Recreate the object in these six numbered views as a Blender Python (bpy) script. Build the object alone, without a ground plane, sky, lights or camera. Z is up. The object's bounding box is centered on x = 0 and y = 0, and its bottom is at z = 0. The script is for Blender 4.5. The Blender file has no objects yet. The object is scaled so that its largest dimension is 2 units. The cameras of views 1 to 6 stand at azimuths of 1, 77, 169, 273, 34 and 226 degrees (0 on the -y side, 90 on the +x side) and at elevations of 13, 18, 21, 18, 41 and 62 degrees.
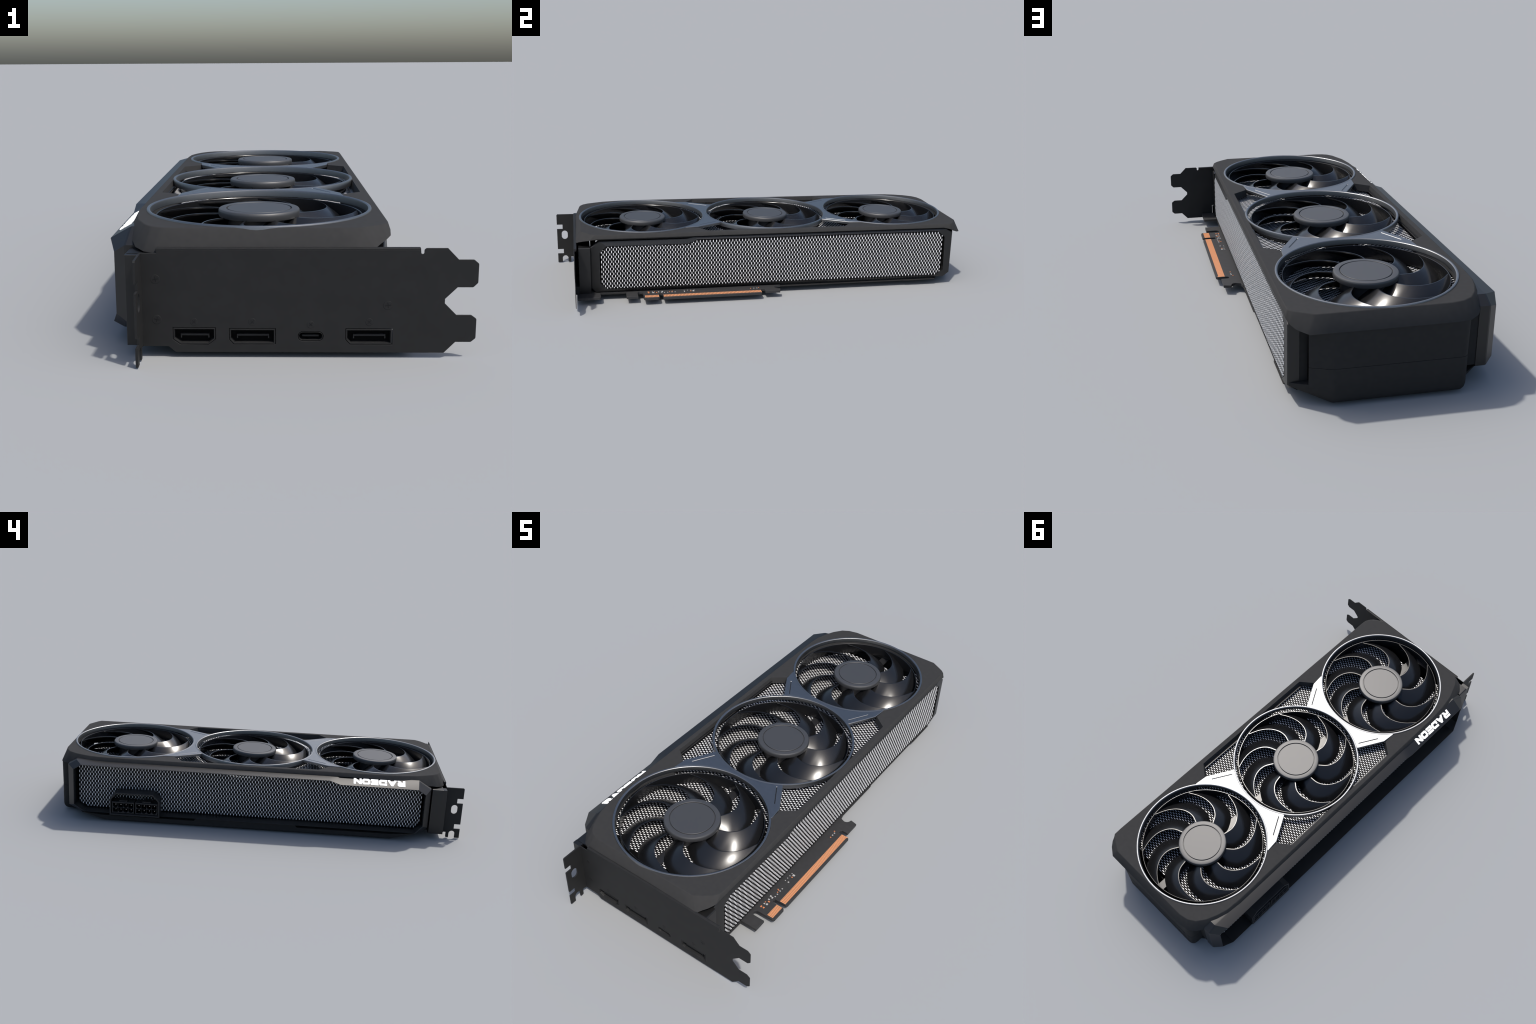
"""Triple-fan graphics card lying on its back, fans up. Everything is built from
profiles, outlines and rules measured in metres (card length = 2.0)."""
import bpy, bmesh, math, random
from mathutils import Vector, Matrix
from mathutils.geometry import tessellate_polygon

random.seed(7)
FAN_X, FAN_Y = -0.0755, (-0.578, 0.045, 0.668)
PI = math.pi

# ------------------------------------------------------------------ materials
def material(name, color, rough=0.5, metal=0.0, spec=0.5, grain=0.0, grain_scale=60.0,
             bump=0.0, bump_scale=400.0, coat=0.0, emit=0.0):
    m = bpy.data.materials.new(name)
    m.use_nodes = True
    nt = m.node_tree
    b = nt.nodes["Principled BSDF"]
    b.inputs["Base Color"].default_value = (*color, 1)
    b.inputs["Roughness"].default_value = rough
    b.inputs["Metallic"].default_value = metal
    b.inputs["Specular IOR Level"].default_value = spec
    b.inputs["Coat Weight"].default_value = coat
    if emit:
        b.inputs["Emission Color"].default_value = (*color, 1)
        b.inputs["Emission Strength"].default_value = emit
    tc = nt.nodes.new("ShaderNodeTexCoord")
    if grain:
        n = nt.nodes.new("ShaderNodeTexNoise")
        n.inputs["Scale"].default_value = grain_scale
        n.inputs["Detail"].default_value = 4
        nt.links.new(tc.outputs["Object"], n.inputs["Vector"])
        r = nt.nodes.new("ShaderNodeValToRGB")
        r.color_ramp.elements[0].position = 0.3
        r.color_ramp.elements[1].position = 0.7
        r.color_ramp.elements[0].color = (*[c * (1 - grain) for c in color], 1)
        r.color_ramp.elements[1].color = (*[c * (1 + grain) for c in color], 1)
        nt.links.new(n.outputs["Fac"], r.inputs["Fac"])
        nt.links.new(r.outputs["Color"], b.inputs["Base Color"])
    if bump:
        n = nt.nodes.new("ShaderNodeTexNoise")
        n.inputs["Scale"].default_value = bump_scale
        nt.links.new(tc.outputs["Object"], n.inputs["Vector"])
        bp = nt.nodes.new("ShaderNodeBump")
        bp.inputs["Strength"].default_value = bump
        bp.inputs["Distance"].default_value = 0.001
        nt.links.new(n.outputs["Fac"], bp.inputs["Height"])
        nt.links.new(bp.outputs["Normal"], b.inputs["Normal"])
    return m

M_SHROUD = material("matte_shroud", (0.035, 0.0348, 0.0348), 0.85, spec=0.15, grain=0.06, bump=0.05)
M_FRAME = material("satin_frame", (0.008, 0.008, 0.0083), 0.41, spec=0.5, grain=0.06)
M_CAP = material("matte_cap", (0.0245, 0.0242, 0.0240), 0.7, spec=0.18, grain=0.06)
M_BRACKET = material("painted_steel", (0.0165, 0.0166, 0.0168), 0.6, spec=0.25, grain=0.08, grain_scale=25)
M_BRACKET_DARK = material("screw_black", (0.018, 0.018, 0.019), 0.5, spec=0.3)
M_ACCENT = material("brushed_dark_metal", (0.235, 0.24, 0.247), 0.42, metal=1.0, grain=0.03)
M_HUB = material("satin_hub", (0.035, 0.035, 0.036), 0.52, spec=1.0)
M_BLADE = material("gloss_blade", (0.008, 0.0082, 0.009), 0.26, spec=0.6)
M_UNDER = material("blade_underside_darkened", (0.004, 0.004, 0.0045), 0.6, spec=0.08)  # blade black darkened and dulled so undersides read as unlit, without tab reflections
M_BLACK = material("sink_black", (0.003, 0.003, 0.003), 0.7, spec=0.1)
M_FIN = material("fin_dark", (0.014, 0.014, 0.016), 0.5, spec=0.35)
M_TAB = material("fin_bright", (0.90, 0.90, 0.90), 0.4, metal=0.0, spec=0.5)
M_PCB = material("circuit_board_black", (0.033, 0.033, 0.034), 0.6, spec=0.3, grain=0.08)
M_COPPER = material("contact_copper", (0.78, 0.34, 0.16), 0.4, metal=0.2)
M_PART_WHITE = material("component_white", (0.42, 0.42, 0.41), 0.5)
M_PART_COPPER = material("component_copper", (0.62, 0.22, 0.09), 0.45)
M_PLASTIC = material("connector_plastic", (0.016, 0.016, 0.017), 0.5, spec=0.4)
M_PIN = material("connector_pin", (0.45, 0.44, 0.42), 0.35, metal=0.8)
M_LOGO = material("lit_lettering", (1.0, 1.0, 1.0), 0.5, emit=1.6)
M_GROOVE = material("groove_shadow", (0.01, 0.01, 0.011), 0.6, spec=0.2)
M_STRUT = material("strut_gloss", (0.02, 0.02, 0.021), 0.34, spec=0.5)

# ------------------------------------------------------------------ helpers
COL = bpy.context.scene.collection

def empty(name, loc=(0, 0, 0), parent=None):
    o = bpy.data.objects.new(name, None)
    o.location = loc
    COL.objects.link(o)
    o.parent = parent
    return o

def obj_from(name, verts, faces, mat, parent, smooth=30.0):
    me = bpy.data.meshes.new(name)
    me.from_pydata([tuple(v) for v in verts], [], faces)
    bm = bmesh.new(); bm.from_mesh(me)
    bmesh.ops.recalc_face_normals(bm, faces=bm.faces)
    bm.to_mesh(me); bm.free()
    if smooth:
        me.shade_smooth()
        me.set_sharp_from_angle(angle=math.radians(smooth))
    me.materials.append(mat)
    o = bpy.data.objects.new(name, me)
    COL.objects.link(o)
    o.parent = parent
    return o

class Build:
    """collects verts and faces of one mesh"""
    def __init__(s): s.v, s.f = [], []
    def add(s, verts, faces):
        k = len(s.v); s.v += verts; s.f += [tuple(i + k for i in f) for f in faces]
    def box(s, x0, x1, y0, y1, z0, z1):
        s.add([(x, y, z) for x in (x0, x1) for y in (y0, y1) for z in (z0, z1)],
              [(0, 1, 3, 2), (4, 6, 7, 5), (0, 4, 5, 1), (2, 3, 7, 6), (0, 2, 6, 4), (1, 5, 7, 3)])
    def loft(s, loops, close=False, cap0=False, cap1=False):
        n = len(loops[0]); V = [p for l in loops for p in l]; F = []
        m = len(loops)
        for a in range(m if close else m - 1):
            b = (a + 1) % m
            for i in range(n):
                j = (i + 1) % n
                F.append((a * n + i, a * n + j, b * n + j, b * n + i))
        if cap0: F.append(tuple(range(n)))
        if cap1: F.append(tuple(range((m - 1) * n, m * n)))
        s.add(V, F)
    def obj(s, name, mat, parent, smooth=30.0): return obj_from(name, s.v, s.f, mat, parent, smooth)

def area2(poly): return sum(a[0] * b[1] - b[0] * a[1] for a, b in zip(poly, poly[1:] + poly[:1]))
def ccw(poly): return poly if area2(poly) > 0 else poly[::-1]

def offset(poly, d):
    """mitred inward offset of a counter-clockwise outline"""
    n = len(poly); out = []
    for i in range(n):
        p, q, r = Vector(poly[i - 1]), Vector(poly[i]), Vector(poly[(i + 1) % n])
        a, b = (q - p).normalized(), (r - q).normalized()
        na, nb = Vector((-a.y, a.x)), Vector((-b.y, b.x))
        k = na + nb
        k = k / max(k.dot(na), 0.35)
        out.append(tuple(q + k * d))
    return out

def rounded(poly, rads, seg=5):
    """round the corners of an outline; rads is one radius or a list"""
    n = len(poly); out = []
    if not isinstance(rads, (list, tuple)): rads = [rads] * n
    for i in range(n):
        p, q, r = Vector(poly[i - 1]), Vector(poly[i]), Vector(poly[(i + 1) % n])
        rad = rads[i]
        a, b = (p - q), (r - q)
        la, lb = a.length, b.length
        a.normalize(); b.normalize()
        ang = a.angle(b)
        if rad <= 0 or ang > 3.05: out.append(tuple(q)); continue
        t = min(rad / math.tan(ang / 2), la * 0.49, lb * 0.49)
        for k in range(seg + 1):
            u = k / seg
            out.append(tuple((q + a * t) * (1 - u) ** 2 + q * 2 * u * (1 - u) + (q + b * t) * u * u))
    return out

def arc(cx, cy, r, a0, a1, n):
    return [(cx + r * math.cos(math.radians(a0 + (a1 - a0) * k / n)),
             cy + r * math.sin(math.radians(a0 + (a1 - a0) * k / n))) for k in range(n + 1)]

def slot(cx, cy, w, h, n=8):
    """stadium outline, longer along h"""
    r = w / 2
    return arc(cx, cy + h / 2 - r, r, 0, 180, n) + arc(cx, cy - h / 2 + r, r, 180, 360, n)

XY = lambda p, t: (p[0], p[1], t)
XZ = lambda p, t: (p[0], t, p[1])
YZ = lambda p, t: (t, p[0], p[1])

def plate(B, outer, holes, to3, t0, t1, ch=0.0):
    """extruded outline with holes; the t1 face gets a chamfer ch"""
    outer = ccw(outer); holes = [ccw(h) for h in holes]
    s = 1 if t1 > t0 else -1
    o2 = offset(outer, ch) if ch else outer
    h2 = [offset(h, -ch) if ch else h for h in holes]
    def cap(loops, t):
        tris = tessellate_polygon([[Vector((*p, 0)) for p in l] for l in loops])
        B.add([to3(p, t) for l in loops for p in l], [tuple(x) for x in tris])
    cap([o2] + h2, t1); cap([outer] + holes, t0)
    for a, b in [(outer, o2)] + list(zip(holes, h2)):
        ls = [[to3(p, t0) for p in a]]
        if ch: ls.append([to3(p, t1 - s * ch) for p in a])
        ls.append([to3(p, t1) for p in b])
        B.loft(ls)
    return B

def weld(o, d=1e-5, ang=28):
    bm = bmesh.new(); bm.from_mesh(o.data)
    bmesh.ops.remove_doubles(bm, verts=bm.verts, dist=d)
    bmesh.ops.recalc_face_normals(bm, faces=bm.faces)
    bm.to_mesh(o.data); bm.free()
    o.data.shade_smooth()
    o.data.set_sharp_from_angle(angle=math.radians(ang))
    return o

def lathe(B, profile, cx, cy, n=96, close=True):
    loops = [[(cx + r * math.cos(2 * PI * k / n), cy + r * math.sin(2 * PI * k / n), z) for k in range(n)]
             for r, z in profile]
    B.loft(loops, close=close)

# ------------------------------------------------------------------ the card
card = empty("graphics_card")
card["label"] = "black triple-fan graphics card with dark metal accent rings"
card["category"] = "graphics card"

# ---- fan shroud: top outline (z .315) matched point by point to a lower lip
LIP = [  # top x, y   |  lip x, y, z
    (.213, -.858, .2225, -.8915, .2765), (.236, -.838, .2400, -.873, .2845), (.250, -.818, .2525, -.850, .290), (.252, -.79, .2565, -.81, .297),
    (.252, .05, .257, .05, .299), (.252, .89, .257, .89, .2985), (.250, .928, .2555, .929, .288),
    (.236, .942, .247, .952, .277), (.213, .956, .230, .974, .268), (.173, .978, .195, .9995, .2595), (-.05, .978, -.05, 1.0, .2585),
    (-.262, .978, -.275, 1.0, .2585), (-.3045, .968, -.322, .9925, .259), (-.336, .948, -.353, .970, .262),
    (-.364, .908, -.382, .927, .267), (-.383, .862, -.400, .876, .276), (-.397, .812, -.409, .82, .288),
    (-.402, .74, -.411, .742, .296), (-.402, .05, -.411, .05, .298), (-.402, -.60, -.411, -.60, .297),
    (-.396, -.69, -.408, -.70, .289), (-.383, -.765, -.400, -.785, .277), (-.353, -.84, -.374, -.863, .264),
    (-.333, -.866, -.350, -.892, .259), (-.3075, -.880, -.322, -.9045, .2575), (-.275, -.8845, -.285, -.909, .257),
    (-.05, -.8845, -.05, -.909, .257), (.175, -.8845, .2075, -.909, .268)]
def densify(rows, n=4):
    out = []
    for r, q in zip(rows, rows[1:] + rows[:1]):
        out += [tuple(u + (w - u) * k / n for u, w in zip(r, q)) for k in range(n)]
    return out
LIP = densify(LIP)
top2 = [(a, b) for a, b, *_ in LIP]
ZT = .3155
hole = (arc(FAN_X, FAN_Y[2], .302, -35.0, 215.0, 64)
        + [(-.3225, .427), (-.380, .381), (-.380, -.291), (-.3225, -.337)]
        + arc(FAN_X, FAN_Y[0], .302, 145.0, 395.0, 64)
        + [(.1715, -.337), (.229, -.291), (.229, .381), (.1715, .427)])
hole = ccw(hole)
hole_low = offset(hole, .006)            # hole shrinks towards its underside
B = Build()
t_in, t_flat = offset(top2, .003), offset(top2, .0042)
cap = tessellate_polygon([[Vector((*p, 0)) for p in t_flat], [Vector((*p, 0)) for p in hole]])
B.add([(*p, ZT) for p in t_flat + hole], [tuple(t) for t in cap])
lip = [(a[2], a[3], a[4]) for a in LIP]
inn2 = offset([(a[2], a[3]) for a in LIP], .008)
under = offset(top2, .012)
B.loft([[(*p, ZT) for p in t_flat], [(*p, ZT) for p in t_in], [(*p, ZT - .0022) for p in top2], lip,
        [(p[0], p[1], l[2]) for p, l in zip(inn2, lip)], [(*p, .287) for p in under]])
B.loft([[(*p, ZT) for p in hole], [(*p, .287) for p in hole_low]])
cap = tessellate_polygon([[Vector((*p, 0)) for p in under], [Vector((*p, 0)) for p in hole_low]])
B.add([(*p, .287) for p in under + hole_low], [tuple(t) for t in cap])
weld(B.obj("fan_shroud", M_SHROUD, card), 1e-5, 42)

# ---- accent trim: three rings and two hourglass plates
RING = [(.308, .2985), (.308, .3165), (.3068, .3190), (.3040, .3200), (.3008, .3196), (.2988, .3178),
        (.2980, .3140), (.2976, .3000), (.2995, .2985)]
for cy in FAN_Y:
    B = Build(); lathe(B, RING, FAN_X, cy, 128)
    B.obj("accent_ring", M_ACCENT, card, 35)
ym = FAN_Y[1]
rear = [(.0985, .300), (.167, .421), (.173, .483)] \
    + arc(FAN_X, FAN_Y[2], .3055, -37.3, -142.7, 40) + [(-.324, .483), (-.318, .421), (-.2495, .300)] \
    + arc(FAN_X, FAN_Y[1], .3055, 123.3, 56.7, 40)
for sgn in (1, -1):
    out = [(x, ym + sgn * (y - ym)) for x, y in rear]
    # shallow engraved line beside each arm's free edge
    grooves = []
    for ax, ay, bx, by in ((.0850, .3245, .1345, .410), (-.2360, .3245, -.2855, .410)):
        d = Vector((bx - ax, by - ay)).normalized(); nrm = Vector((-d.y, d.x)) * .0010
        g = [(ax + nrm.x, ay + nrm.y), (ax - nrm.x, ay - nrm.y), (bx - nrm.x, by - nrm.y), (bx + nrm.x, by + nrm.y)]
        grooves.append([(x, ym + sgn * (y - ym)) for x, y in g])
    B = Build(); plate(B, out, grooves, XY, .307, .3188, .0018)
    o = weld(B.obj("accent_plate", M_ACCENT, card))
    B = Build()
    for g in grooves: plate(B, offset(ccw(g), -.0005), [], XY, .3085, .3172)
    B.obj("engraved_line", M_GROOVE, o)

# ---- fans
def sweep(r):
    """angle of a blade's leading edge, degrees, by radius"""
    tab = [(.085, -1.5), (.118, 0), (.155, 1.5), (.19, 7.5), (.225, 17), (.255, 28), (.283, 40)]
    for (a, u), (b, w) in zip(tab, tab[1:]):
        if r <= b: return u + (w - u) * (r - a) / (b - a)
    return tab[-1][1]

def smooth_sweep(r): return sum(sweep(r + d) for d in (-.012, -.006, 0, .006, .012)) / 5

def blade_mesh():
    """swept blade: narrow flat crest, then a slope that steepens to the trailing edge"""
    nr, ns = 26, 13
    top, bot = [], []
    for i in range(nr):
        r = .086 + (.2812 - .086) * i / (nr - 1)
        span = 26.5 + 7 * (1 - min(1, (r - .086) / .08))
        for j in range(ns):
            if j < 2:
                back, z = j * .0040 / r, .2965
            else:
                s = (j - 1) / (ns - 2)
                back = .0040 / r + math.radians(span) * s
                z = .2965 - .0490 * (.78 * s + .22 * s ** 2)
            a = math.radians(smooth_sweep(r)) - back
            th = .0045 if j < 2 else .0045 * (1 - .5 * (j - 1) / (ns - 2))
            top.append((r * math.cos(a), r * math.sin(a), z))
            bot.append((r * math.cos(a), r * math.sin(a), z - th))
    V = top + bot; N = nr * ns; F = []
    for i in range(nr - 1):
        for j in range(ns - 1):
            q = (i * ns + j, i * ns + j + 1, (i + 1) * ns + j + 1, (i + 1) * ns + j)
            F += [q, tuple(N + k for k in q[::-1])]
        for j in (0, ns - 1):
            F.append((i * ns + j, (i + 1) * ns + j, N + (i + 1) * ns + j, N + i * ns + j))
    for i in (0, nr - 1):
        for j in range(ns - 1):
            F.append((i * ns + j, i * ns + j + 1, N + i * ns + j + 1, N + i * ns + j))
    return V, F, N

HUB = [(.0001, .3148), (.0862, .3148), (.0870, .3140), (.0874, .3105), (.0902, .3105), (.0906, .3142), (.0914, .3150), (.1050, .3152),
       (.1090, .3142), (.1113, .3115), (.1120, .3070), (.1120, .2975), (.1108, .2940), (.1080, .2925),
       (.0920, .2920), (.0890, .2860), (.0880, .2440), (.0001, .2440)]
first = {}
for cy in FAN_Y:
    fan = empty("fan", (FAN_X, cy, 0), card)
    if not first:
        B = Build(); lathe(B, HUB, 0, 0, 96, close=False); first["hub"] = B.obj("hub", M_HUB, fan, 35)
        B = Build()
        lathe(B, [(.2838, .2470), (.2838, .2985), (.2830, .2998), (.2818, .2998), (.2808, .2985), (.2802, .2470)], 0, 0, 128)
        first["ring"] = B.obj("blade_ring", M_BLADE, fan, 35)
        V, F, N = blade_mesh(); first["blade"] = obj_from("blade", V, F, M_BLADE, fan, 20)
        first["blade"].data.materials.append(M_UNDER)
        for p in first["blade"].data.polygons:
            if min(p.vertices) >= N: p.material_index = 1
        B = Build()
        plate(B, rounded([(-.0185, -.296), (.0185, -.296), (.0185, .296), (-.0185, .296)], .004, 3), [], XY, .2415, .2462, .0012)
        first["strut"] = B.obj("strut", M_STRUT, fan, 30)
        parts = [first["hub"], first["ring"], first["strut"]]
        blade0 = first["blade"]
    else:
        for k in ("hub", "ring", "strut"):
            c = first[k].copy(); COL.objects.link(c); c.parent = fan
        blade0 = first["blade"].copy(); COL.objects.link(blade0); blade0.parent = fan
    blade0.rotation_euler = (0, 0, math.radians(-26))
    for k in range(1, 9):
        c = blade0.copy(); COL.objects.link(c); c.parent = fan
        c.rotation_euler = (0, 0, math.radians(-26 + 40 * k))

# ---- side frame outlines (x, y, z): inner lip and outer edge of each bevelled ring
LEFT_LIP = [(-.4445, .9025, .258), (-.4565, .860, .2865), (-.4565, -.3436, .287), (-.4565, -.397, .268), (-.4560, -.767, .2660),
            (-.4405, -.805, .238), (-.4405, -.805, .079), (-.4550, -.769, .047), (-.4560, .849, .048), (-.4445, .9025, .078)]
LEFT_OUT = [(-.408, .937, .274), (-.404, .897, .2985), (-.401, -.335, .2985), (-.401, -.388, .2985), (-.3985, -.772, .2985),
            (-.406, -.8335, .262), (-.406, -.8335, .062), (-.420, -.790, .036), (-.420, .870, .036), (-.408, .937, .062)]
RIGHT_LIP = [(.2545, .899, .2494), (.2540, .862, .280), (.2540, -.345, .280), (.2540, -.3925, .260), (.2540, -.767, .261),
             (.2530, -.800, .231), (.2530, -.800, .082), (.2540, -.769, .052), (.2540, .863, .048), (.2545, .905, .077)]
RIGHT_OUT = [(.2515, .940, .272), (.2480, .905, .291), (.2480, -.3655, .291), (.2480, -.397, .285), (.2440, -.801, .284),
             (.2380, -.8445, .251), (.2380, -.8445, .056), (.2430, -.8225, .036), (.2450, .9154, .0385), (.2515, .940, .062)]

def span_at(lip, y):
    """z range of a frame opening at a given y"""
    zs = []
    for p, q in zip(lip, lip[1:] + lip[:1]):
        if (p[1] - y) * (q[1] - y) < 0:
            zs.append(p[2] + (q[2] - p[2]) * (y - p[1]) / (q[1] - p[1]))
    return (min(zs), max(zs)) if len(zs) == 2 else None

# ---- heat sink: stack of open fins whose edges carry staggered bright tabs
HX0, HX1, HY0, HY1, HZ, HZW = -.3800, .2345, -.7960, .8960, .2755, .2410
XL, XR, ZB = -.3890, .2515, .0345          # fin edges stand out inside the frame openings
WELL = .2868
PITCH, LEN, TAB, TABW, FINW = .00777, .0237, .0132, .0036, .0022
HEX = [(-.5, 0), (-.36, -.5), (.36, -.5), (.5, 0), (.36, .5), (-.36, .5)]
def tab(B, u, v, to3, t0, t1, u0, u1):
    """one bright tab: hexagonal slab, long along the fin, clipped to u0..u1"""
    P2 = [(min(max(u + a * TAB, u0), u1), v + b * TABW) for a, b in HEX]
    if P2[3][0] - P2[0][0] < .003: return
    B.add([to3(p, t) for t in (t0, t1) for p in P2],
          [(6, 7, 8, 9, 10, 11)] + [(i, (i + 1) % 6, 6 + (i + 1) % 6, 6 + i) for i in range(6)])
tabs, fins = Build(), Build()
ncol = int((HY1 - HY0) / PITCH)
for c in range(ncol):
    y = HY0 + PITCH * (c + .5)
    par = .5 * (c % 2)
    edge = [HX0]
    for cy in FAN_Y:
        if abs(y - cy) < WELL:
            d = math.sqrt(WELL ** 2 - (y - cy) ** 2)
            edge += [FAN_X - d, FAN_X + d]
    edge.append(HX1)
    # outline of the fin in x-z
    prof = [(HX0, ZB), (HX1, ZB)]
    sides = []
    rg = span_at(RIGHT_LIP, y)
    if rg:
        z0, z1 = rg[0] + .003, min(rg[1] - .002, HZ + .002)
        prof += [(HX1, z0), (XR, z0), (XR, z1), (HX1, z1)]; sides.append((XR, 1, z0, z1))
    if len(edge) == 2: prof += [(HX1, HZ), (HX0, HZ)]
    else: prof += [(HX1, HZ), (edge[2], HZ), (edge[2], HZW), (edge[1], HZW), (edge[1], HZ), (HX0, HZ)]
    lf = span_at(LEFT_LIP, y)
    if lf:
        z0, z1 = lf[0] + .004, min(lf[1] - .002, HZ + .004)
        prof += [(HX0, z1), (XL, z1), (XL, z0), (HX0, z0)]; sides.append((XL, -1, z0, z1))
    n = len(prof)
    clean = [p for i, p in enumerate(prof) if p != prof[i - 1]]; n = len(clean)
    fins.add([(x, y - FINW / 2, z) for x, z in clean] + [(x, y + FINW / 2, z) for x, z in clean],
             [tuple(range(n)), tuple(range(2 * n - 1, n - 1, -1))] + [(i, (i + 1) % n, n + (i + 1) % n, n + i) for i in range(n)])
    for x, sg, z0, z1 in sides:
        for k in range(12):
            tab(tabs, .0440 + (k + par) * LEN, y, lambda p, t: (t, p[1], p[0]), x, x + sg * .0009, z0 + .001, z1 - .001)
    for i in range(len(edge) - 1):
        z = HZ if i % 2 == 0 else HZW
        if edge[i + 1] - edge[i] < .006: continue
        for k in range(27):
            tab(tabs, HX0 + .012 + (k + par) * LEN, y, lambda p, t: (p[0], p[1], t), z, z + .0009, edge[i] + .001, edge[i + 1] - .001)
sink = empty("heat_sink", (0, 0, 0), card)
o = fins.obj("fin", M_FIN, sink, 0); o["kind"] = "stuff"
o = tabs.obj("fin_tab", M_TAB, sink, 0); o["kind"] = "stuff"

# ---- side frames: bevelled ring around each grille
def frame(lip, outer, x_in, x_back, name):
    B = Build()
    cy = sum(p[1] for p in lip) / len(lip); cz = sum(p[2] for p in lip) / len(lip)
    soft = lambda a, b, u: tuple(a[i] * (1 - u) + b[i] * u for i in range(3))
    inner = [(x_in, p[1], p[2]) for p in lip]
    back = [(x_back, p[1], p[2]) for p in outer]
    l1 = [soft(a, b, .04) for a, b in zip(lip, inner)]
    l2 = [soft(a, b, .07) for a, b in zip(lip, outer)]
    o1 = [soft(a, b, .93) for a, b in zip(lip, outer)]
    o2 = [soft(a, b, .08) for a, b in zip(outer, back)]
    B.loft([inner, l1, l2, o1, o2, back], close=True)
    return B.obj(name, M_FRAME, card, 14)

frame(LEFT_LIP, LEFT_OUT, -.3805, -.372, "side_frame")
frame(RIGHT_LIP, RIGHT_OUT, .2350, .214, "side_frame")

# ---- lit lettering on the left bevel (reads upside down with the fans up)
def letter_polys():
    t = .27   # stroke weight relative to height 1
    return {
        "R": [[(0, .73), (0, 1), (1.0, 1), (1.15, .86), (1.15, .45), (1.02, .33), (.96, .33), (1.2, 0), (.82, 0), (.56, .33), (.30, .33), (.30, 0), (0, 0), (0, .60), (.86, .60), (.86, .73)]],
        "A": [[(0, 0), (.55, 1), (.85, 1), (1.4, 0), (1.05, 0), (.92, .22), (.48, .22), (.35, 0)]],
        "D": [[(0, 1), (1.0, 1), (1.2, .80), (1.2, .20), (1.0, 0), (0, 0), (0, .55), (.30, .55), (.30, .29), (.90, .29), (.90, .71), (0, .71)]],
        "E": [[(0, .74), (0, 1), (1.15, 1), (1.15, .74)], [(0, 0), (1.15, 0), (1.15, .26), (.30, .26), (.30, .37), (1.05, .37), (1.05, .63), (0, .63)]],
        "O": None,
        "N": [[(0, 0), (.30, 0), (.30, .55), (.90, 0), (1.2, 0), (1.2, 1), (.90, 1), (.90, .45), (.30, 1), (0, 1)]],
    }
LP = letter_polys()
org = Vector((-.4385, -.7035, .2755))       # lower-left of text: at the lip, R end
d_u = Vector((0, 1, 0))                     # reading direction
lipA, topA = Vector((-.4562, 0, .2672)), Vector((-.3996, 0, .2985))
slope = (topA - lipA).normalized()
n_out = Vector((-slope.z, 0, slope.x))
H = .0345
adv = {"R": 1.32, "A": 1.52, "D": 1.32, "E": 1.28, "O": 1.32, "N": 1.2}
total = sum(adv.values()); W = .2455 / total
cur = 0.0
base_pt = lipA + slope * .0525              # text baseline side near the shroud? (text is upside down)
for ch in "RADEON":
    B = Build()
    def to3(p, t):
        # text "up" points down the slope towards the lip
        s = .0530 - p[1] * H
        q = lipA + slope * s + n_out * t
        return (q.x, -.7035 + p[0], q.z)
    if ch == "O":
        polys = [([(.2, 0), (1.0, 0), (1.2, .2), (1.2, .8), (1.0, 1), (.2, 1), (0, .8), (0, .2)],
                  [[(.3, .29), (.9, .29), (.9, .71), (.3, .71)]])]
    else:
        polys = [(p, []) for p in LP[ch]]
    for p, hs in polys:
        sc = lambda L: [(cur + q[0] * W, q[1]) for q in L]
        plate(B, sc(p), [sc(h) for h in hs], to3, -.002, .0018)
    B.obj("logo_letter", M_LOGO, card, 0)
    cur += adv[ch] * W

# ---- bracket with tabs, folded left flange and ports
YB, BT = -.915, .0024
br = [(-.2747, .0103), (.3805, .0103), (.4075, .0381), (.4448, .0381), (.4562, .0478), (.4562, .0970), (.4430, .1067),
      (.4072, .1067), (.3786, .1355), (.3786, .1466), (.4077, .1755), (.4450, .1755), (.4562, .1865), (.4562, .2338),
      (.4443, .2438), (.4079, .2438), (.3807, .2719), (.3300, .2719), (.3252, .2680), (.3248, .2577), (.3178, .2577),
      (.3165, .2719), (-.3170, .2719), (-.3170, .2600), (-.3570, .2600), (-.3570, .0255), (-.2920, .0255)]
HDMI = [(-.281, .0735), (-.281, .0438), (-.263, .0304), (-.1926, .0304), (-.176, .0438), (-.176, .0735)]
def dp(x): return [(x, .0714), (x, .0435), (x + .0112, .0309), (x + .1137, .0309), (x + .1137, .0714)]
USB = [(y, z) for z, y in slot(.0519, .0558, .0245, .0621)]
ports = [(HDMI, .0045), (dp(-.1432), .0045), (USB, .0028), (dp(.1408), .0045)]
br_r = rounded(br, [0, 0, 0, .006, .006, .006, .006, 0, 0, 0, 0, .006, .006, .006, .006, 0, 0, .004, .004, .003, .003, 0, 0, 0, 0, .004, .004], 4)
B = Build(); plate(B, br_r, [p for p, _ in ports], XZ, YB + BT, YB, .0009)
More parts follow.
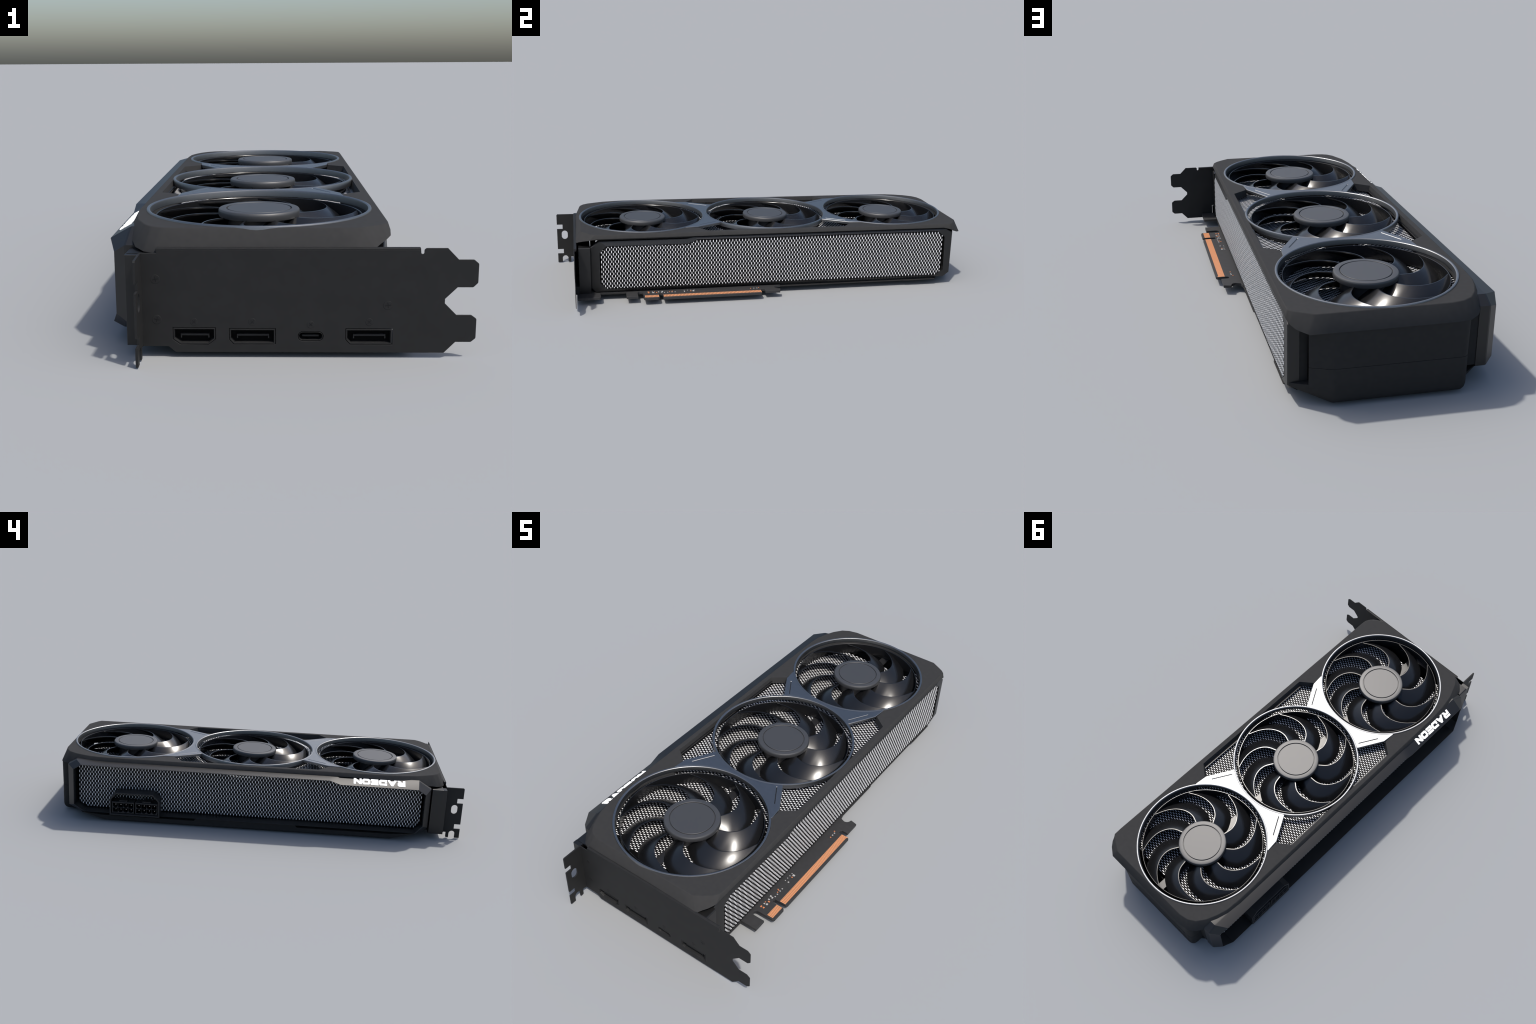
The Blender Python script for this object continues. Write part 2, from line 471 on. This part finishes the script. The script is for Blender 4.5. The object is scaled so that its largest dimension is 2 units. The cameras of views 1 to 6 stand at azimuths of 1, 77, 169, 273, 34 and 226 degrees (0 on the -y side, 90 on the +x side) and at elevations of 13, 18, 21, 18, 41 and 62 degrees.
# rounded fold along the top edge, going back over the housing
prof = [(YB + .0005, .262), (YB - .0002, .2665), (YB + .0012, .2700), (YB + .0045, .2722), (YB + .010, .2727), (YB + .012, .2722), (YB + .012, .2665), (YB + .008, .262)]
B.loft([[(x, y, z) for y, z in prof] for x in (-.3170, .3162)], cap0=True, cap1=True)
bracket = B.obj("bracket", M_BRACKET, card, 30)
# flange folded forward at the left edge
XF = -.3575
fl = [(YB + BT, .2592), (-.996, .2592), (-1.0, .2552), (-1.0, .2045), (-.9713, .2045), (-.9713, .1801), (-1.0, .1801), (-1.0, .0715),
      (-.9702, .0715), (-.9702, .0471), (-1.0, .0471), (-1.0, .0000), (-.9768, .0000)] \
    + arc(-.9618, .0225, .0150, 180, 0, 10)[0:0] + [(-.9768, .0215)] + [(-.9622 - .0146 * math.cos(math.radians(a)), .0215 + .0146 * math.sin(math.radians(a))) for a in range(15, 180, 15)] \
    + [(-.9476, .0215), (-.9476, .0004), (-.9365, .0004), (-.9335, .0035), (-.9335, .0281), (-.9210, .0281), (-.9210, .0255), (YB + BT, .0255)]
B = Build(); plate(B, fl, [slot(-.9617, .1483, .0305, .0467)], YZ, XF + .003, XF - .003, .0006)
B.obj("flange", M_BRACKET, bracket, 30)
# ports: thin metal shell, dark well, tongue
for p, w in ports:
    p = ccw(p); a = offset(p, .0011); b = offset(p, w)
    B = Build()
    B.loft([[XZ(q, y) for q in l] for l, y in ((a, YB + .0190), (a, YB + .0006), (offset(p, .0016), YB - .0002), (offset(p, w - .0006), YB - .0002), (b, YB + .0012), (b, YB + .0188))])
    o = B.obj("port_shell", M_BRACKET, bracket, 30)
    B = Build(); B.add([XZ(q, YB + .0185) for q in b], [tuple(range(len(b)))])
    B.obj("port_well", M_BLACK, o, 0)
    xs = [q[0] for q in p]; zs = [q[1] for q in p]
    x0, x1, z0, z1 = min(xs), max(xs), min(zs), max(zs)
    B = Build(); m = (z0 + z1) / 2
    if x1 - x0 > .08:
        B.box(x0 + .019, x1 - .016, YB + .006, YB + .018, m + .000, m + .0045)
        B.box(x0 + .019, x0 + .0215, YB + .0062, YB + .018, m - .006, m + .000)
        B.box(x1 - .0185, x1 - .016, YB + .0062, YB + .018, m - .006, m + .000)
    else:
        B.box(x0 + .011, x1 - .011, YB + .005, YB + .018, m - .0015, m + .0025)
    B.obj("port_tongue", M_BRACKET, o, 0)
# screws
for x, z, r, ang in ((-.2289, .0884, .0092, 45), (-.0863, .0885, .0092, 45), (.056, .0819, .0092, 45), (.1981, .0885, .0092, 45),
                     (.242, .1305, .0112, 8), (-.3204, .1952, .0112, 12), (-.3191, .0942, .0112, -12)):
    B = Build()
    n = 32
    pr = [(r, .0008), (r, -.0002), (r - .0004, -.0005), (.0002, -.0005)]
    B.loft([[(x + q * math.cos(2 * PI * k / n), YB + d, z + q * math.sin(2 * PI * k / n)) for k in range(n)] for q, d in pr], cap1=True)
    o = B.obj("screw", M_BRACKET, bracket, 30)
    B = Build()
    for t in (ang, ang + 90):
        c, s = math.cos(math.radians(t)), math.sin(math.radians(t))
        L, wd = r * .62, r * .10
        q = [(x + u * c - v * s, z + u * s + v * c) for u, v in ((-L, -wd), (L, -wd), (L, wd), (-L, wd))]
        plate(B, q, [], XZ, YB, YB - .0007 - .0001 * (t == ang))
    B.obj("screw_cross", M_GROOVE, o, 0)

# ---- port housing: open box behind the bracket
B = Build()
X0, X1, Y0, Y1, Z0, Z1, w = -.3945, .249, -.8950, -.8425, .0265, .2558, .008
def rbox(B, x0, x1, y0, y1, z0, z1, ch=.002):
    plate(B, [(x0, z0), (x1, z0), (x1, z1), (x0, z1)], [], XZ, y1, y0, ch)
def tube_x(poly):  pass
outline = rounded([(X0, Z0), (X1, Z0), (X1, Z1), (X0, Z1)], .006, 4)
inl = offset(outline, w)
B.loft([[XZ(q, Y1) for q in outline], [XZ(q, Y0) for q in outline], [XZ(q, Y0) for q in inl], [XZ(q, Y1 - w) for q in inl]], cap0=True, cap1=True)
weld(B.obj("port_housing", M_FRAME, card))
B = Build()   # thin front skirt left of the flange
plate(B, [(-.394, .0275), (-.358, .0275), (-.358, .2545), (-.394, .2545)], [], XZ, -.8940, -.9125, .001)
B.obj("housing_edge", M_FRAME, card, 30)

# ---- end cap at the rear, two stacked mouldings
def capring(y_in, poly, zs, ins):
    return [[(*q, z) for q in offset(ccw(poly), d)] for z, d in zip(zs, ins)]
up = rounded([(-.33, .931), (-.26, .931), (-.26, .958), (.188, .958), (.190, .9655), (.117, .993), (-.325, .993)], [0, 0, 0, 0, .006, .03, .030], 6)
up = ccw(up)
B = Build(); B.loft(capring(0, up, (.1318, .1321, .262), (.0005, .0, -.002)), cap0=True, cap1=True)
B.obj("end_cap", M_CAP, card, 30)
low_hi = rounded([(-.33, .931), (-.26, .931), (-.26, .958), (.188, .958), (.190, .9655), (.117, .9935), (-.325, .9935)], [0, 0, 0, 0, .006, .03, .030], 6)
B = Build(); B.loft(capring(0, ccw(low_hi), (.060, .1309, .1312), (0, 0, .0005)), cap0=True, cap1=True)
B.obj("end_cap", M_CAP, card, 30)
low = ccw(rounded([(-.33, .88), (.250, .88), (.250, .9385), (.117, .9936), (-.325, .9936)], [0, .0, .01, .03, .030], 6))
B = Build()
ring = lambda z, d, rise: [(*q, z + rise * max(0, (q[0] - .117) / .133) ** 1.3) for q in offset(low, d)]
B.loft([ring(.0030, .030, .050), ring(.0045, .021, .050), ring(.0105, .010, .047), ring(.0200, .003, .040), ring(.032, 0, .030), ring(.071, 0, 0)], cap0=True, cap1=True)
B.obj("end_cap", M_CAP, card, 30)
B = Build(); plate(B, [(.186, .9045), (.2505, .9045), (.2505, .9385), (.186, .9345)], [], XY, .066, .272)
B.obj("end_wall", M_CAP, card, 0)
B = Build(); plate(B, [(-.40, .066), (-.32, .066), (-.32, .272), (-.40, .272)], [], XZ, .9035, .934, .001)
B.obj("end_wall", M_CAP, card, 0)

B = Build(); B.box(-.335, .1860, .8990, .9040, .030, .2250)  # black wall added to stop light leaks and darken the void behind fan 3
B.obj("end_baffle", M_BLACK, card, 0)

# ---- circuit board with edge contacts and small components
PZ0, PZ1 = .0225, .0335
pcb = [(.309, -.906), (.309, -.806), (.303, -.801), (.245, -.801), (.245, -.684), (.3175, -.684), (.3175, -.631), (.271, -.631)] \
    + arc(.271, -.6185, .0125, 270, 90, 8) + [(.3400, -.606), (.3465, -.600), (.3465, -.540), (.3410, -.534), (.2900, -.534)] \
    + [(.2870, -.5255), (.2900, -.517), (.3410, -.517), (.3465, -.511), (.3465, -.054), (.3400, -.048), (.3000, -.048), (.2940, -.044),
       (.2940, -.034), (.2995, -.0285), (.3275, -.0285), (.3275, .043), (.2985, .050)] \
    + arc(.2760, .046, .0200, 0, -90, 8) + [(.256, .034), (.2500, .060), (.232, .060), (.232, .86), (-.36, .86), (-.36, -.80), (-.30, -.906)]
B = Build(); plate(B, pcb, [], XY, PZ0, PZ1, .0006)
board = B.obj("circuit_board", M_PCB, card, 30)
B = Build()
def contacts(y0, y1, n):
    p = (y1 - y0) / n
    for k in range(n):
        a = y0 + p * k
        x1 = .337 if not (k >= n - 1 and y1 > -.1) else .341
        B.box(.3108, x1, a + p * .13, a + p * .87, PZ1 - .0004, PZ1 + .0007)
contacts(-.601, -.536, 11); contacts(-.515, -.049, 71)
o = B.obj("edge_contact", M_COPPER, board, 0); o["kind"] = "stuff"
W_, C_ = [], []
for x, y, a, b, kind in ((.2757, -.0528, 5, 4, 1), (.2818, -.0625, 5, 5, 0), (.2816, -.0775, 5, 5, 0), (.2817, -.0933, 5, 4, 1),
        (.2668, -.3646, 4, 3, 0), (.2671, -.3802, 4, 3, 0), (.2664, -.3959, 4, 3, 0), (.2662, -.4117, 4, 3, 0), (.2780, -.3690, 10, 8, 0),
        (.2782, -.3813, 5, 5, 1), (.2813, -.4121, 6, 5, 0), (.2816, -.4562, 5, 4, 0), (.2816, -.4710, 5, 4, 0), (.2821, -.4913, 5, 4, 0),
        (.2823, -.5062, 5, 4, 0), (.2695, -.4685, 4, 4, 1), (.2745, -.4705, 4, 4, 1), (.2770, -.4820, 4, 4, 1), (.2767, -.5186, 6, 7, 0),
        (.2674, -.5152, 7, 6, 0), (.2706, -.5332, 7, 5, 0), (.2775, -.5428, 8, 5, 1), (.2673, -.5524, 4, 4, 1), (.2688, -.5616, 6, 5, 0),
        (.2790, -.5583, 7, 8, 0), (.2672, -.5806, 6, 8, 1), (.2786, -.5799, 6, 7, 1)):
    B = Build(); B.box(x - a / 2000, x + a / 2000, y - b / 2000, y + b / 2000, PZ1 - .0003, PZ1 + .0016)
    B.obj("component", M_PART_COPPER if kind else M_PART_WHITE, board, 0)

# ---- backplate with stepped edge along the power side
BP = [  # rim x, y, low z  |  flat bottom x, y
    (.246, -.80, .0245, .06, -.76), (.250, -.60, .0245, .06, -.60), (.250, .30, .0245, .06, .30), (.246, .31, .0245, .06, .31),
    (.246, .70, .0245, .06, .70), (.250, .71, .0245, .06, .71), (.250, .865, .0265, .06, .84), (.150, .930, .022, .06, .900),
    (-.315, .945, .012, -.30, .925), (-.395, .890, .038, -.345, .84), (-.434, .865, .036, -.395, .80), (-.438, .765, .0085, -.426, .755),
    (-.439, .33, .0085, -.428, .33), (-.439, .30, .0085, -.428, .30), (-.439, -.19, .0085, -.428, -.19), (-.439, -.22, .0085, -.428, -.22),
    (-.438, -.660, .0085, -.425, -.655), (-.434, -.765, .035, -.385, -.72), (-.400, -.800, .036, -.35, -.745), (-.30, -.835, .030, -.26, -.77), (.20, -.835, .030, .06, -.78)]
B = Build()
B.loft([[(a[3], a[4], .0015) for a in BP], [(a[0], a[1], a[2]) for a in BP], [(a[0], a[1], max(.0290, a[2] + .002)) for a in BP],
        [(a[0] * .992, a[1] * .996, max(.0300, a[2] + .003)) for a in BP]], cap0=True, cap1=True)
weld(B.obj("backplate", M_CAP, card))
B = Build()
B.loft([[XZ(q, y) for q in [(-.4395, .012), (-.39, .012), (-.39, .0445), (-.4395, .0445)]] for y in (-.185, .295)], cap0=True, cap1=True)
# sloping ends
B.v = [(x, y + (.030 * (.0445 - z) / .0325) * (1 if y > 0 else -1), z) for x, y, z in B.v]
B.obj("backplate_skirt", M_CAP, card, 0)

# ---- power sockets in the left grille
XS = -.4555
ow = [(.7234, .038), (.4768, .038), (.4768, .1222), (.5088, .1565), (.6909, .1565), (.7230, .1222)]
ow = ccw(ow); iw = offset(ow, .0075); iw = [(y, (.0455 if z < .06 else z)) for y, z in iw]
B = Build()
B.loft([[YZ(q, x) for q in l] for l, x in ((ow, HX0 - .002), (ow, XS + .001), (offset(ow, .001), XS), (offset(ow, .0065), XS), (iw, XS + .001), (iw, HX0 - .002))], close=True)
sock_frame = B.obj("socket_surround", M_PLASTIC, card, 30)
for y1, y0 in ((.7118, .6021), (.5966, .4864)):
    z0, z1 = .0505, .1083
    outl = [(y0, z0), (y1, z0), (y1, z1), (y0, z1)]
    cells = []; pins = Build()
    cw, chh = (y1 - y0 - .0075) / 4, (z1 - z0 - .009) / 2
    for i in range(4):
        for j in range(2):
            a = y0 + .0036 + i * cw + .0009; b = z0 + .0032 + j * chh + .0009
            c, d = a + cw - .0018, b + chh - .0018
            cut = .007 if (i + j) % 2 == 0 or i == 1 else .0008
            cells.append([(a + cut, b), (c - cut, b), (c, b + cut), (c, d), (a, d), (a, b + cut)])
            my, mz = (a + c) / 2, (b + d) / 2
            pins.box(XS + .016, XS + .04, my - .0018, my + .0018, mz - .0018, mz + .0018)
    B = Build(); plate(B, outl, cells, YZ, XS + .055, XS + .002, .0008)
    s = B.obj("power_socket", M_PLASTIC, card, 30)
    pins.obj("socket_pin", M_PIN, s, 0)
    B = Build(); B.box(XS + .040, XS + .056, y0 + .002, y1 - .002, z0 + .002, z1 - .002)
    B.obj("socket_well", M_BLACK, s, 0)
    B = Build(); B.box(XS + .010, XS + .056, (y0 + y1) / 2 - .02, (y0 + y1) / 2 + .02, z1 - .001, z1 + .006)
    B.obj("socket_latch", M_PLASTIC, s, 0)
